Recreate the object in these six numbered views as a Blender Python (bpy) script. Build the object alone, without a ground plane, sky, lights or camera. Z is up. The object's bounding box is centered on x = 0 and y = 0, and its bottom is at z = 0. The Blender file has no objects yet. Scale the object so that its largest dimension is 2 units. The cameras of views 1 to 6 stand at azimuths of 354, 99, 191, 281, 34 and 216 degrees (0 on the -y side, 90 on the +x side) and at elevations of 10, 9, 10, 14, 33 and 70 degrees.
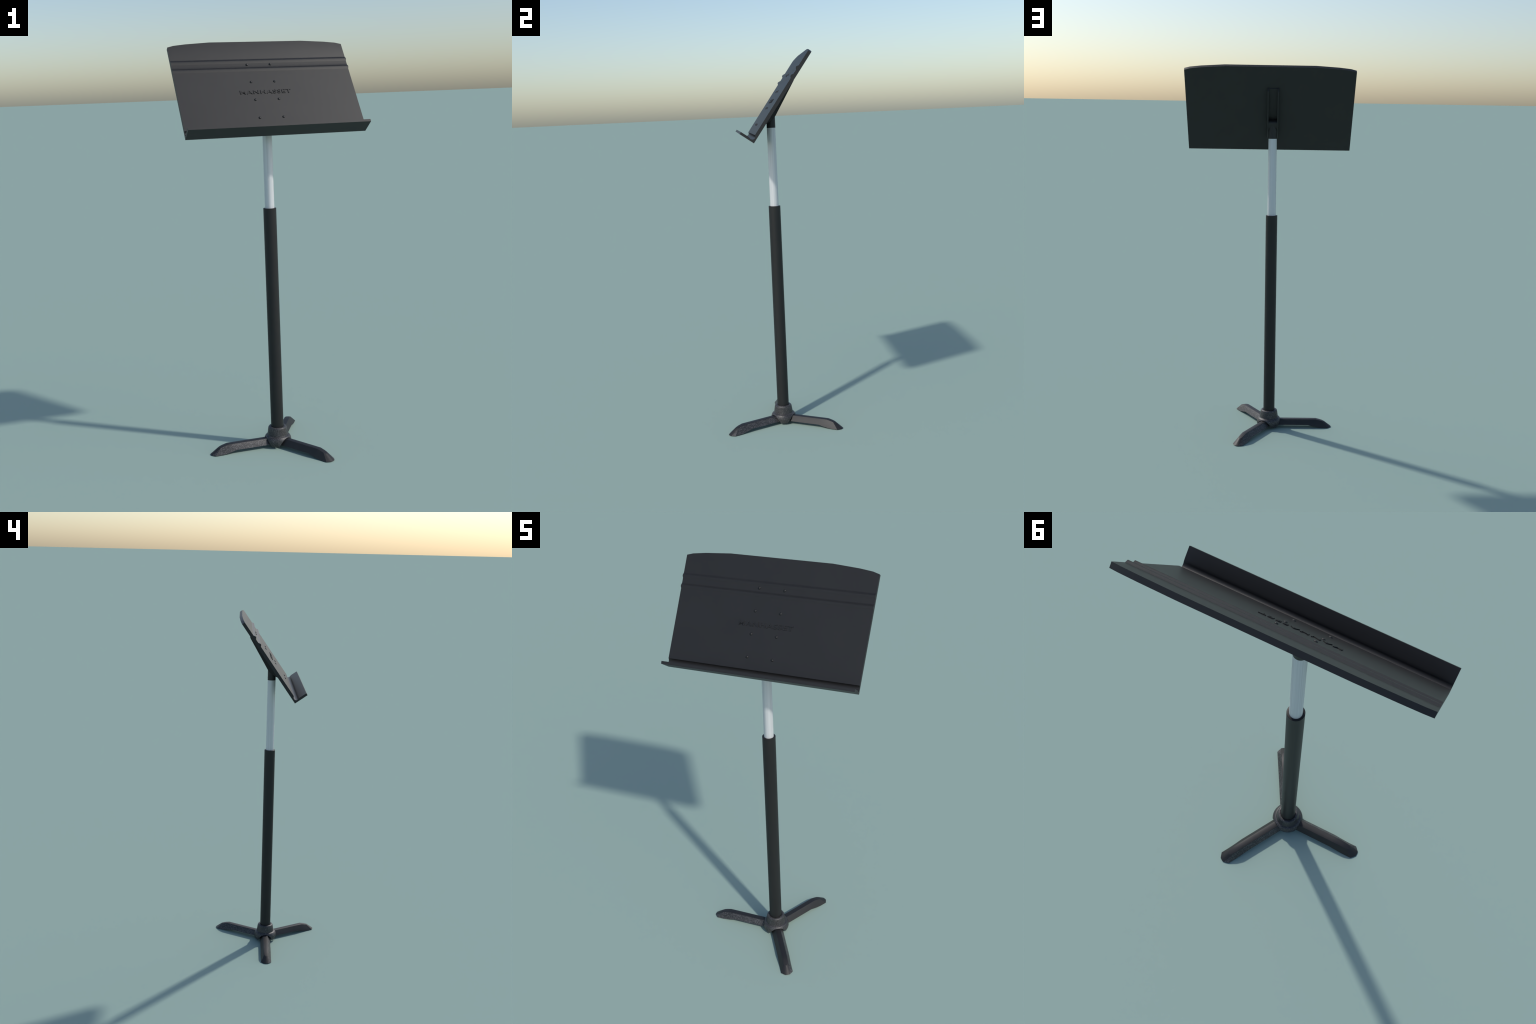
"""Orchestra music stand: sheet-metal desk on a height-adjustable tube with a three-legged cast base."""
import bpy, bmesh, math
from math import sin, cos, pi, radians
from mathutils import Vector, Matrix

# ------------------------------------------------------------------ layout
AXIS = Vector((-0.0167, -0.0340, 0.0))        # the upright
LEG_AZIMUTH = 71.65                            # first leg, then every 120 degrees
DESK_YAW, DESK_PITCH = radians(11.73), radians(54.95)
DESK_ORIGIN = Vector((0.0224, -0.14155, 1.55545))   # middle of the lower back edge
MID = -0.0155                                  # bracket / screws centre line on the desk (desk x)
X = Vector((cos(DESK_YAW), sin(DESK_YAW), 0))
H = Vector((-sin(DESK_YAW), cos(DESK_YAW), 0))
A = H * cos(DESK_PITCH) + Vector((0, 0, sin(DESK_PITCH)))   # up along the board
B = X.cross(A)                                               # out of the front
DESK = Matrix((( X.x, A.x, B.x, DESK_ORIGIN.x),
               ( X.y, A.y, B.y, DESK_ORIGIN.y),
               ( X.z, A.z, B.z, DESK_ORIGIN.z), (0, 0, 0, 1)))

# ------------------------------------------------------------------ materials
def new_material(name):
    m = bpy.data.materials.new(name); m.use_nodes = True
    nt = m.node_tree
    return m, nt, nt.nodes["Principled BSDF"]

def node(nt, kind, **inputs):
    n = nt.nodes.new(kind)
    for k, v in inputs.items():
        n.inputs[k.replace("_", " ")].default_value = v
    return n

def ramp(nt, stops):
    r = nt.nodes.new("ShaderNodeValToRGB")
    e = r.color_ramp.elements
    while len(e) < len(stops): e.new(0.5)
    for el, (p, c) in zip(e, stops):
        el.position = p; el.color = (*c, 1)
    return r

def painted_metal(name, dark, light, rough, bump, spec):
    """satin powder coat: almost uniform, a faint cloudy variation and a very fine orange peel"""
    m, nt, bsdf = new_material(name)
    tc = nt.nodes.new("ShaderNodeTexCoord")
    cloud = node(nt, "ShaderNodeTexNoise", Scale=7.0, Detail=3.0)
    r = ramp(nt, [(0.3, dark), (0.7, light)])
    fine = node(nt, "ShaderNodeTexNoise", Scale=900.0, Detail=2.0)
    bp = node(nt, "ShaderNodeBump", Strength=bump, Distance=0.0004)
    L = nt.links.new
    L(tc.outputs["Object"], cloud.inputs["Vector"]); L(cloud.outputs["Fac"], r.inputs["Fac"])
    L(r.outputs["Color"], bsdf.inputs["Base Color"])
    L(tc.outputs["Object"], fine.inputs["Vector"]); L(fine.outputs["Fac"], bp.inputs["Height"])
    L(bp.outputs["Normal"], bsdf.inputs["Normal"])
    bsdf.inputs["Roughness"].default_value = rough
    bsdf.inputs["Specular IOR Level"].default_value = spec
    return m

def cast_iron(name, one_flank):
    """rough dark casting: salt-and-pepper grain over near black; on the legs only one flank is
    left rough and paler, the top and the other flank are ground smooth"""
    m, nt, bsdf = new_material(name)
    tc = nt.nodes.new("ShaderNodeTexCoord")
    grain = node(nt, "ShaderNodeTexNoise", Scale=290.0, Detail=2.5, Roughness=0.65)
    blot = node(nt, "ShaderNodeTexNoise", Scale=22.0, Detail=3.0)
    mixv = node(nt, "ShaderNodeMath"); mixv.operation = "MULTIPLY_ADD"
    mixv.inputs[1].default_value = 0.18
    L = nt.links.new
    for n in (grain, blot): L(tc.outputs["Object"], n.inputs["Vector"])
    L(blot.outputs["Fac"], mixv.inputs[0]); L(grain.outputs["Fac"], mixv.inputs[2])
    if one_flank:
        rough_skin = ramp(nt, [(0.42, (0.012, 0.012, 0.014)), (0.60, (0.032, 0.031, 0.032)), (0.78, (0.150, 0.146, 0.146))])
    else:
        rough_skin = ramp(nt, [(0.42, (0.014, 0.014, 0.016)), (0.60, (0.036, 0.035, 0.036)), (0.80, (0.125, 0.122, 0.122))])
    L(mixv.outputs[0], rough_skin.inputs["Fac"])
    bp = node(nt, "ShaderNodeBump", Strength=0.40, Distance=0.0016)
    L(grain.outputs["Fac"], bp.inputs["Height"]); L(bp.outputs["Normal"], bsdf.inputs["Normal"])
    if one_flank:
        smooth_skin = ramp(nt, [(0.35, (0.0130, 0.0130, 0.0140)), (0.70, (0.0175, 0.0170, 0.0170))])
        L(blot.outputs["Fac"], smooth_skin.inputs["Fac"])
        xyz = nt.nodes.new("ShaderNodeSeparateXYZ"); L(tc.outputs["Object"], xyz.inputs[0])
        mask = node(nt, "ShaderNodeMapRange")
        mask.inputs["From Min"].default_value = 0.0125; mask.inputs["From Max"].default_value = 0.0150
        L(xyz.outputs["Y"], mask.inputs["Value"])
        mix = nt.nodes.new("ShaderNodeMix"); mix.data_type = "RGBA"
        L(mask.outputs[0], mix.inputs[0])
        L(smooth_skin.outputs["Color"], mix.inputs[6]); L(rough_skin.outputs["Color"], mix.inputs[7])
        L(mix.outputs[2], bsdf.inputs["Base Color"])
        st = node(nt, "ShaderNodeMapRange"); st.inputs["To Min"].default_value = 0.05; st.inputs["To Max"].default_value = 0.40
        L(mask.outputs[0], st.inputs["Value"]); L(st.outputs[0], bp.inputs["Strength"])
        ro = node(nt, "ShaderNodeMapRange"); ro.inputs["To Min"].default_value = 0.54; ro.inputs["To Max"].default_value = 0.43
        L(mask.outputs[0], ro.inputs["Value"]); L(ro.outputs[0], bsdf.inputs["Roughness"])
    else:
        L(rough_skin.outputs["Color"], bsdf.inputs["Base Color"])
        bsdf.inputs["Roughness"].default_value = 0.44
    return m

def brushed_steel(name):
    """bright drawn tube with faint streaks along its length"""
    m, nt, bsdf = new_material(name)
    tc = nt.nodes.new("ShaderNodeTexCoord")
    mp = nt.nodes.new("ShaderNodeMapping"); mp.inputs["Scale"].default_value = (1, 1, 0.006)
    st = node(nt, "ShaderNodeTexNoise", Scale=260.0, Detail=3.0)
    r = ramp(nt, [(0.30, (0.615, 0.62, 0.625)), (0.70, (0.725, 0.73, 0.735))])
    L = nt.links.new
    L(tc.outputs["Object"], mp.inputs["Vector"]); L(mp.outputs["Vector"], st.inputs["Vector"])
    L(st.outputs["Fac"], r.inputs["Fac"]); L(r.outputs["Color"], bsdf.inputs["Base Color"])
    bsdf.inputs["Metallic"].default_value = 0.2
    bsdf.inputs["Roughness"].default_value = 0.5
    return m

BLACK = painted_metal("black_powder_coat", (0.0163, 0.0163, 0.0165), (0.0180, 0.0180, 0.0182), 0.5, 0.03, 0.40)
TUBE_BLACK = painted_metal("black_tube_paint", (0.0140, 0.0140, 0.0142), (0.0158, 0.0158, 0.0160), 0.5, 0.03, 0.40)
IRON = cast_iron("cast_iron_grain", False)
LEG_IRON = cast_iron("cast_iron_leg", True)
STEEL = brushed_steel("brushed_steel")

# ------------------------------------------------------------------ helpers
root = bpy.data.objects.new("music_stand", None)
bpy.context.scene.collection.objects.link(root)
root.location = (AXIS.x, AXIS.y, 0)
root["label"] = "black orchestra music stand with tilted desk, steel tube and tripod base"
root["category"] = "music stand"

def finish(bm, name, mat, matrix=Matrix(), parent=None, angle=35, recalc=True):
    if recalc: bmesh.ops.recalc_face_normals(bm, faces=bm.faces)
    lim = radians(angle)
    for f in bm.faces: f.smooth = True
    for e in bm.edges:
        e.smooth = not (len(e.link_faces) == 2 and e.calc_face_angle(0) > lim)
    me = bpy.data.meshes.new(name); bm.to_mesh(me); bm.free()
    me.materials.append(mat)
    return place(me, name, matrix, parent)

def place(me, name, matrix=Matrix(), parent=None):
    ob = bpy.data.objects.new(name, me)
    bpy.context.scene.collection.objects.link(ob)
    ob.parent = parent or root
    bpy.context.view_layer.update()
    ob.matrix_world = matrix
    bpy.context.view_layer.update()
    return ob

def lathe(profile, segs=48, closed=False):
    """revolve (r, z) points about z"""
    bm = bmesh.new(); rings = []
    for r, z in profile:
        rings.append([bm.verts.new((r*cos(2*pi*i/segs), r*sin(2*pi*i/segs), z)) for i in range(segs)])
    pairs = list(zip(rings, rings[1:])) + ([(rings[-1], rings[0])] if closed else [])
    for p, q in pairs:
        for i in range(segs):
            bm.faces.new((p[i], p[(i+1) % segs], q[(i+1) % segs], q[i]))
    return bm

def loft(sections, cap=True, closed=True):
    bm = bmesh.new()
    rows = [[bm.verts.new(p) for p in s] for s in sections]
    n = len(rows[0])
    for p, q in zip(rows, rows[1:]):
        for i in range(n if closed else n-1):
            j = (i+1) % n
            bm.faces.new((p[i], p[j], q[j], q[i]))
    if cap:
        for r in (rows[0], rows[-1]):
            f = bm.faces.new(r); f.normal_update()
            bmesh.ops.triangulate(bm, faces=[f])
    return bm

def arc(cx, cy, r, a0, a1, n):
    return [(cx + r*cos(radians(a0 + (a1-a0)*i/n)), cy + r*sin(radians(a0 + (a1-a0)*i/n))) for i in range(n+1)]

def smooth_curve(pts, sub=4):
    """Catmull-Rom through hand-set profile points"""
    out = []
    P = [pts[0]] + list(pts) + [pts[-1]]
    for k in range(1, len(P)-2):
        p0, p1, p2, p3 = P[k-1], P[k], P[k+1], P[k+2]
        for s in range(sub):
            t = s/sub
            out.append(tuple(0.5*((2*b) + (-a+c)*t + (2*a-5*b+4*c-d)*t*t + (-a+3*b-3*c+d)*t**3)
                             for a, b, c, d in zip(p0, p1, p2, p3)))
    out.append(tuple(pts[-1]))
    return out

# ------------------------------------------------------------------ desk (desk coordinates: x, a up the board, b out of the front)
HALF, FRONT = 0.4424, 0.0172
GROOVE_END = 0.0376
# the top edge: flat in the middle, falling in three facets to the corners
TOP = [(0.4424, 0.5060), (0.4125, 0.5148), (0.3540, 0.5223), (0.2353, 0.5309)]
stations = [(-x, a) for x, a in TOP] + [(x, a) for x, a in reversed(TOP)]

def ridge(a0):
    """one rolled stiffening rib: steep below, softer above"""
    return smooth_curve([(a0, FRONT), (a0+0.0020, FRONT+0.0006), (a0+0.0060, FRONT+0.0048), (a0+0.0095, FRONT+0.0070),
                         (a0+0.0150, FRONT+0.0066), (a0+0.0195, FRONT+0.0036), (a0+0.0240, FRONT+0.0006), (a0+0.0270, FRONT-0.0003)], 3)

panel_front = ([(GROOVE_END, FRONT)] + ridge(0.3530) + [(0.3905, FRONT-0.0004)] + ridge(0.4000)
               + [(0.4285, FRONT)])
sections = []
for x, top in stations:
    prof = panel_front + [(top, FRONT), (top, 0.0), (GROOVE_END, 0.0)]
    sections.append([(x, a, b) for a, b in prof])
bm = loft(sections, cap=True)
# the panel carries on into the ledge: no wall between the two
inner = [f for f in bm.faces if all(abs(v.co.y-GROOVE_END) < 1e-6 for v in f.verts)]
bmesh.ops.delete(bm, geom=inner, context="FACES_ONLY")
panel = finish(bm, "desk_panel", BLACK, DESK, angle=30)
# the ribs are rolled softly: ease the shading of their lower flanks into the flat below
me = panel.data
nrm = [Vector(c.vector) for c in me.corner_normals]
for p in me.polygons:
    if p.normal.z > 0.2 and 0.345 < p.center.y < 0.43:
        for li in p.loop_indices:
            n = nrm[li]
            if n.y < 0: nrm[li] = Vector((n.x, n.y*0.12, n.z)).normalized()
me.normals_split_custom_set([tuple(n) for n in nrm])

LIP = 0.0813
groove = [(0.0126, LIP), (0.0126, 0.0400), (0.0118, 0.0365)] + \
         [(0.0232 + 0.0143*cos(t), 0.0236 + 0.0143*sin(t))
          for t in [radians(148 + (334-148)*i/20) for i in range(21)]] + [(GROOVE_END, FRONT)]
ledge_prof = [(GROOVE_END, 0.0), (0.0, 0.0), (0.0, LIP)] + groove
bm = loft([[(x, a, b) for a, b in ledge_prof] for x in (-HALF, HALF)], cap=True)
inner = [f for f in bm.faces if all(abs(v.co.y-GROOVE_END) < 1e-6 for v in f.verts)]
bmesh.ops.delete(bm, geom=inner, context="FACES_ONLY")
ledge = finish(bm, "ledge", BLACK, DESK, angle=30)

# rivet heads, four rows of two
prof = [(0.0062, 0.0), (0.0062, 0.0012), (0.0056, 0.0026), (0.0044, 0.0037), (0.0026, 0.0044), (0.0002, 0.0047)]
bm = lathe(prof, 20)
rivet = None
for row in (0.0900, 0.1913, 0.2926, 0.3936):
    for dx in (-0.0584, 0.0584):
        m = DESK @ Matrix.Translation((MID + dx + 0.0005, row, FRONT - 0.0004))
        if rivet is None:
            rivet = finish(bm, "rivet", BLACK, m, panel)
        else:
            ob = rivet.copy(); bpy.context.scene.collection.objects.link(ob)
            ob.parent = panel; ob.matrix_world = m

# raised lettering
def lettering(text, centre, width, height, depth):
    cu = bpy.data.curves.new("lettering_curve", "FONT")
    cu.body = text; cu.extrude = 0.5; cu.offset = 0.003; cu.space_character = 1.13; cu.resolution_u = 4
    tmp = bpy.data.objects.new("lettering_tmp", cu)
    bpy.context.scene.collection.objects.link(tmp)
    dg = bpy.context.evaluated_depsgraph_get()
    me = bpy.data.meshes.new_from_object(tmp.evaluated_get(dg))
    bpy.data.objects.remove(tmp)
    bm = bmesh.new(); bm.from_mesh(me); bpy.data.meshes.remove(me)
    bmesh.ops.remove_doubles(bm, verts=bm.verts, dist=1e-4)
    lo = Vector([min(v.co[k] for v in bm.verts) for k in range(3)])
    hi = Vector([max(v.co[k] for v in bm.verts) for k in range(3)])
    for v in bm.verts:
        u = [(v.co[k]-lo[k])/(hi[k]-lo[k]) for k in range(3)]
        v.co = (centre[0] + (u[0]-0.5)*width, centre[1] + (u[1]-0.5)*height, FRONT - 0.0005 + u[2]*depth)
    seen = set(); islands = []
    for v in bm.verts:
        if v in seen: continue
        stack, isl = [v], []
        seen.add(v)
        while stack:
            w = stack.pop(); isl.append(w)
            for e in w.link_edges:
                o = e.other_vert(w)
                if o not in seen: seen.add(o); stack.append(o)
        islands.append(isl)
    islands.sort(key=lambda i: min(v.co.x for v in i))
    for isl in islands:
        keep = set(isl); part = bmesh.new(); new = {v: part.verts.new(v.co) for v in isl}
        for f in bm.faces:
            if f.verts[0] in keep: part.faces.new([new[v] for v in f.verts])
        finish(part, "letter", BLACK, DESK, panel, angle=25)
    bm.free()

lettering("MANHASSET", (-0.0135, 0.2345), 0.2520, 0.0212, 0.0034)

# ------------------------------------------------------------------ bracket on the back of the desk
WALL, INNER = 0.0297, 0.0232
wall_prof = [(0.076, 0.0006), (0.112, -0.0180), (0.125, -0.0250), (0.138, -0.0305), (0.150, -0.0350), (0.165, -0.0392),
             (0.175, -0.0405), (0.184, -0.0402), (0.3860, -0.0227), (0.3925, -0.0212), (0.3965, -0.0180), (0.4045, 0.0006)]
bm = bmesh.new()
for x0, x1 in ((-WALL, -INNER), (INNER, WALL)):
    part = loft([[(MID + x, a, b) for a, b in wall_prof] for x in (x0, x1)])
    me = bpy.data.meshes.new("tmp"); part.to_mesh(me); part.free(); bm.from_mesh(me); bpy.data.meshes.remove(me)
# the web between the flanges lies on the board
part = loft([[(MID + x, a, b) for a, b in ((0.10, 0.0006), (0.10, -0.004), (0.4010, -0.004), (0.4035, 0.0006))]
             for x in (-INNER, INNER)])
me = bpy.data.meshes.new("tmp"); part.to_mesh(me); part.free(); bm.from_mesh(me); bpy.data.meshes.remove(me)
bracket = finish(bm, "bracket", BLACK, DESK, angle=30)

# pivot block between the flanges, rounded over at the top
blk = [(0.090, 0.0), (0.112, -0.0168), (0.138, -0.0292), (0.160, -0.0362), (0.178, -0.0378), (0.196, -0.0362), (0.2020, -0.0338), (0.2065, -0.0295), (0.2085, -0.0230), (0.2085, 0.0)]
bm = loft([[(MID + x, a, b) for a, b in blk] for x in (-INNER, INNER)])
finish(bm, "pivot_block", BLACK, DESK, bracket, angle=30)

# socket for the tube: vertical cylinder mitred into the block
R_IN = 0.0227
SOCKET_Z = 1.6196
bm = bmesh.new(); N = 48
p0 = AXIS + Vector((0, 0, SOCKET_Z)) - DESK_ORIGIN
a_axis, b_axis = p0.dot(A), p0.dot(B)
bot, top, inn = [], [], []
for i in range(N):
    t = 2*pi*i/N
    off = Vector((cos(t), sin(t), 0))*(R_IN + 0.0004)
    dz = min((0.200 - a_axis - off.dot(A))/A.z, (0.006 - b_axis - off.dot(B))/B.z)   # ends inside block and board
    bot.append(bm.verts.new(off)); top.append(bm.verts.new(off + Vector((0, 0, dz))))
for i in range(N):
    j = (i+1) % N
    bm.faces.new((bot[i], bot[j], top[j], top[i]))
bm.faces.new(top); bm.faces.new(bot)
finish(bm, "socket", BLACK, Matrix.Translation(AXIS + Vector((0, 0, SOCKET_Z))), angle=40)

# ------------------------------------------------------------------ upright
SLEEVE_TOP = 1.2047
bm = lathe([(0.001, 1.150), (R_IN, 1.150), (R_IN, SOCKET_Z + 0.0005), (0.001, SOCKET_Z + 0.0005)], 48)
finish(bm, "inner_tube", STEEL, Matrix.Translation(AXIS), angle=40)
bm = lathe([(0.0223, SLEEVE_TOP - 0.02), (0.0223, SLEEVE_TOP), (0.0307, SLEEVE_TOP), (0.0314, SLEEVE_TOP - 0.0005),
            (0.0314, 0.070), (0.0223, 0.070)], 48, closed=True)
finish(bm, "outer_tube", TUBE_BLACK, Matrix.Translation(AXIS), angle=40)

# ------------------------------------------------------------------ base hub: bell with three arched openings
hub_prof = [(0.0300, 0.0700), (0.0300, 0.0960), (0.0335, 0.0982)] + smooth_curve(
           [(0.0335, 0.0982), (0.0385, 0.0985), (0.0435, 0.0962), (0.0462, 0.0910), (0.0476, 0.0830), (0.0492, 0.0720), (0.0507, 0.0610), (0.0514, 0.0555)], 4)[1:] + \
           smooth_curve([(0.0522, 0.0545), (0.0560, 0.0532), (0.0612, 0.0490), (0.0655, 0.0415), (0.0678, 0.0320),
                         (0.0675, 0.0220), (0.0650, 0.0130), (0.0618, 0.0062)], 4) + [(0.0560, 0.0055), (0.0010, 0.0055), (0.0010, 0.0700)]
bm = lathe(hub_prof, 96, closed=True)
bmesh.ops.remove_doubles(bm, verts=bm.verts, dist=1e-6)
hub = finish(bm, "hub", IRON, Matrix.Translation(AXIS), angle=40)
cutters = []
for k in range(3):
    t = radians(LEG_AZIMUTH + 120*k)
    bm = bmesh.new()
    ret = bmesh.ops.create_cone(bm, cap_ends=True, segments=48, radius1=0.0425, radius2=0.0425, depth=0.12)
    rot = Matrix.Rotation(t, 4, "Z") @ Matrix.Translation((0.060 + 0.022, 0, 0.0045)) @ Matrix.Rotation(pi/2, 4, "Y")
    cutters.append(finish(bm, "arch_cutter", IRON, Matrix.Translation(AXIS) @ rot))
    md = hub.modifiers.new("arch", "BOOLEAN"); md.operation = "DIFFERENCE"; md.solver = "EXACT"; md.object = cutters[-1]
bpy.context.view_layer.update()
dg = bpy.context.evaluated_depsgraph_get()
me = bpy.data.meshes.new_from_object(hub.evaluated_get(dg))
hub.modifiers.clear()
for c in cutters: bpy.data.objects.remove(c)
bm = bmesh.new(); bm.from_mesh(me)
for f in bm.faces: f.smooth = True
for e in bm.edges:
    e.smooth = not (len(e.link_faces) == 2 and e.calc_face_angle(0) > radians(40))
bm.to_mesh(me); bm.free()
me.name = "hub"; hub.data = me

# ------------------------------------------------------------------ legs: tapered trough bars, bent down at the end
#      (top r, half width, z)        (bottom r, half width, z)
leg_pairs = [((0.012, 0.0130, 0.0435), (0.012, 0.0300, 0.0148)),
             ((0.225, 0.0130, 0.0435), (0.225, 0.0300, 0.0148)),
             ((0.266, 0.0130, 0.0433), (0.262, 0.0300, 0.0055)),
             ((0.290, 0.0127, 0.0370), (0.295, 0.0300, 0.0002)),
             ((0.302, 0.0112, 0.0332), (0.3335, 0.0300, 0.0000)),
             ((0.309, 0.0085, 0.0307), (0.3440, 0.0190, 0.0000)),
             ((0.314, 0.0045, 0.0292), (0.3510, 0.0105, 0.0000)),
             ((0.3155, 0.0, 0.0287), (0.3520, 0.0, 0.0000))]
def leg_mesh():
    bm = bmesh.new()
    def rows(s):
        out = []
        for (r1, w1, z1), (r2, w2, z2) in leg_pairs:
            # the top edge is eased: three points between the flat and the flank
            ez = 0.0014
            k = ez/max(1e-6, math.hypot(w2-w1, z1-z2, r2-r1))
            inner = (r1, s*max(0.0, w1-ez*0.8), z1)
            mid = (r1 + (r2-r1)*k*0.25, s*(w1 + (w2-w1)*k*0.25)-s*0.0004*(w1 > 0), z1 - (z1-z2)*k*0.25)
            low = (r1 + (r2-r1)*k, s*(w1 + (w2-w1)*k), z1 - (z1-z2)*k)
            out.append([inner, mid, low, (r2, s*w2, z2)])
        return out
    sides = {s: [[bm.verts.new(p) for p in col] for col in rows(s)] for s in (1, -1)}
    for s in (1, -1):
        for p, q in zip(sides[s], sides[s][1:]):
            for i in range(3): bm.faces.new((p[i], p[i+1], q[i+1], q[i]))
    n = len(leg_pairs)
    for k in range(n-1):       # top and underside
        for i in (0, 3):
            bm.faces.new((sides[1][k][i], sides[1][k+1][i], sides[-1][k+1][i], sides[-1][k][i]))
    bm.faces.new(sides[1][0] + sides[-1][0][::-1])
    bmesh.ops.remove_doubles(bm, verts=bm.verts, dist=2e-5)
    bmesh.ops.dissolve_degenerate(bm, edges=bm.edges, dist=1e-6)
    return bm
leg = None
for k in range(3):
    m = Matrix.Translation(AXIS) @ Matrix.Rotation(radians(LEG_AZIMUTH + 120*k), 4, "Z")
    if leg is None:
        leg = finish(leg_mesh(), "leg", LEG_IRON, m, angle=22)
    else:
        ob = leg.copy(); bpy.context.scene.collection.objects.link(ob)
        ob.parent = root; bpy.context.view_layer.update(); ob.matrix_world = m
bpy.context.view_layer.update()
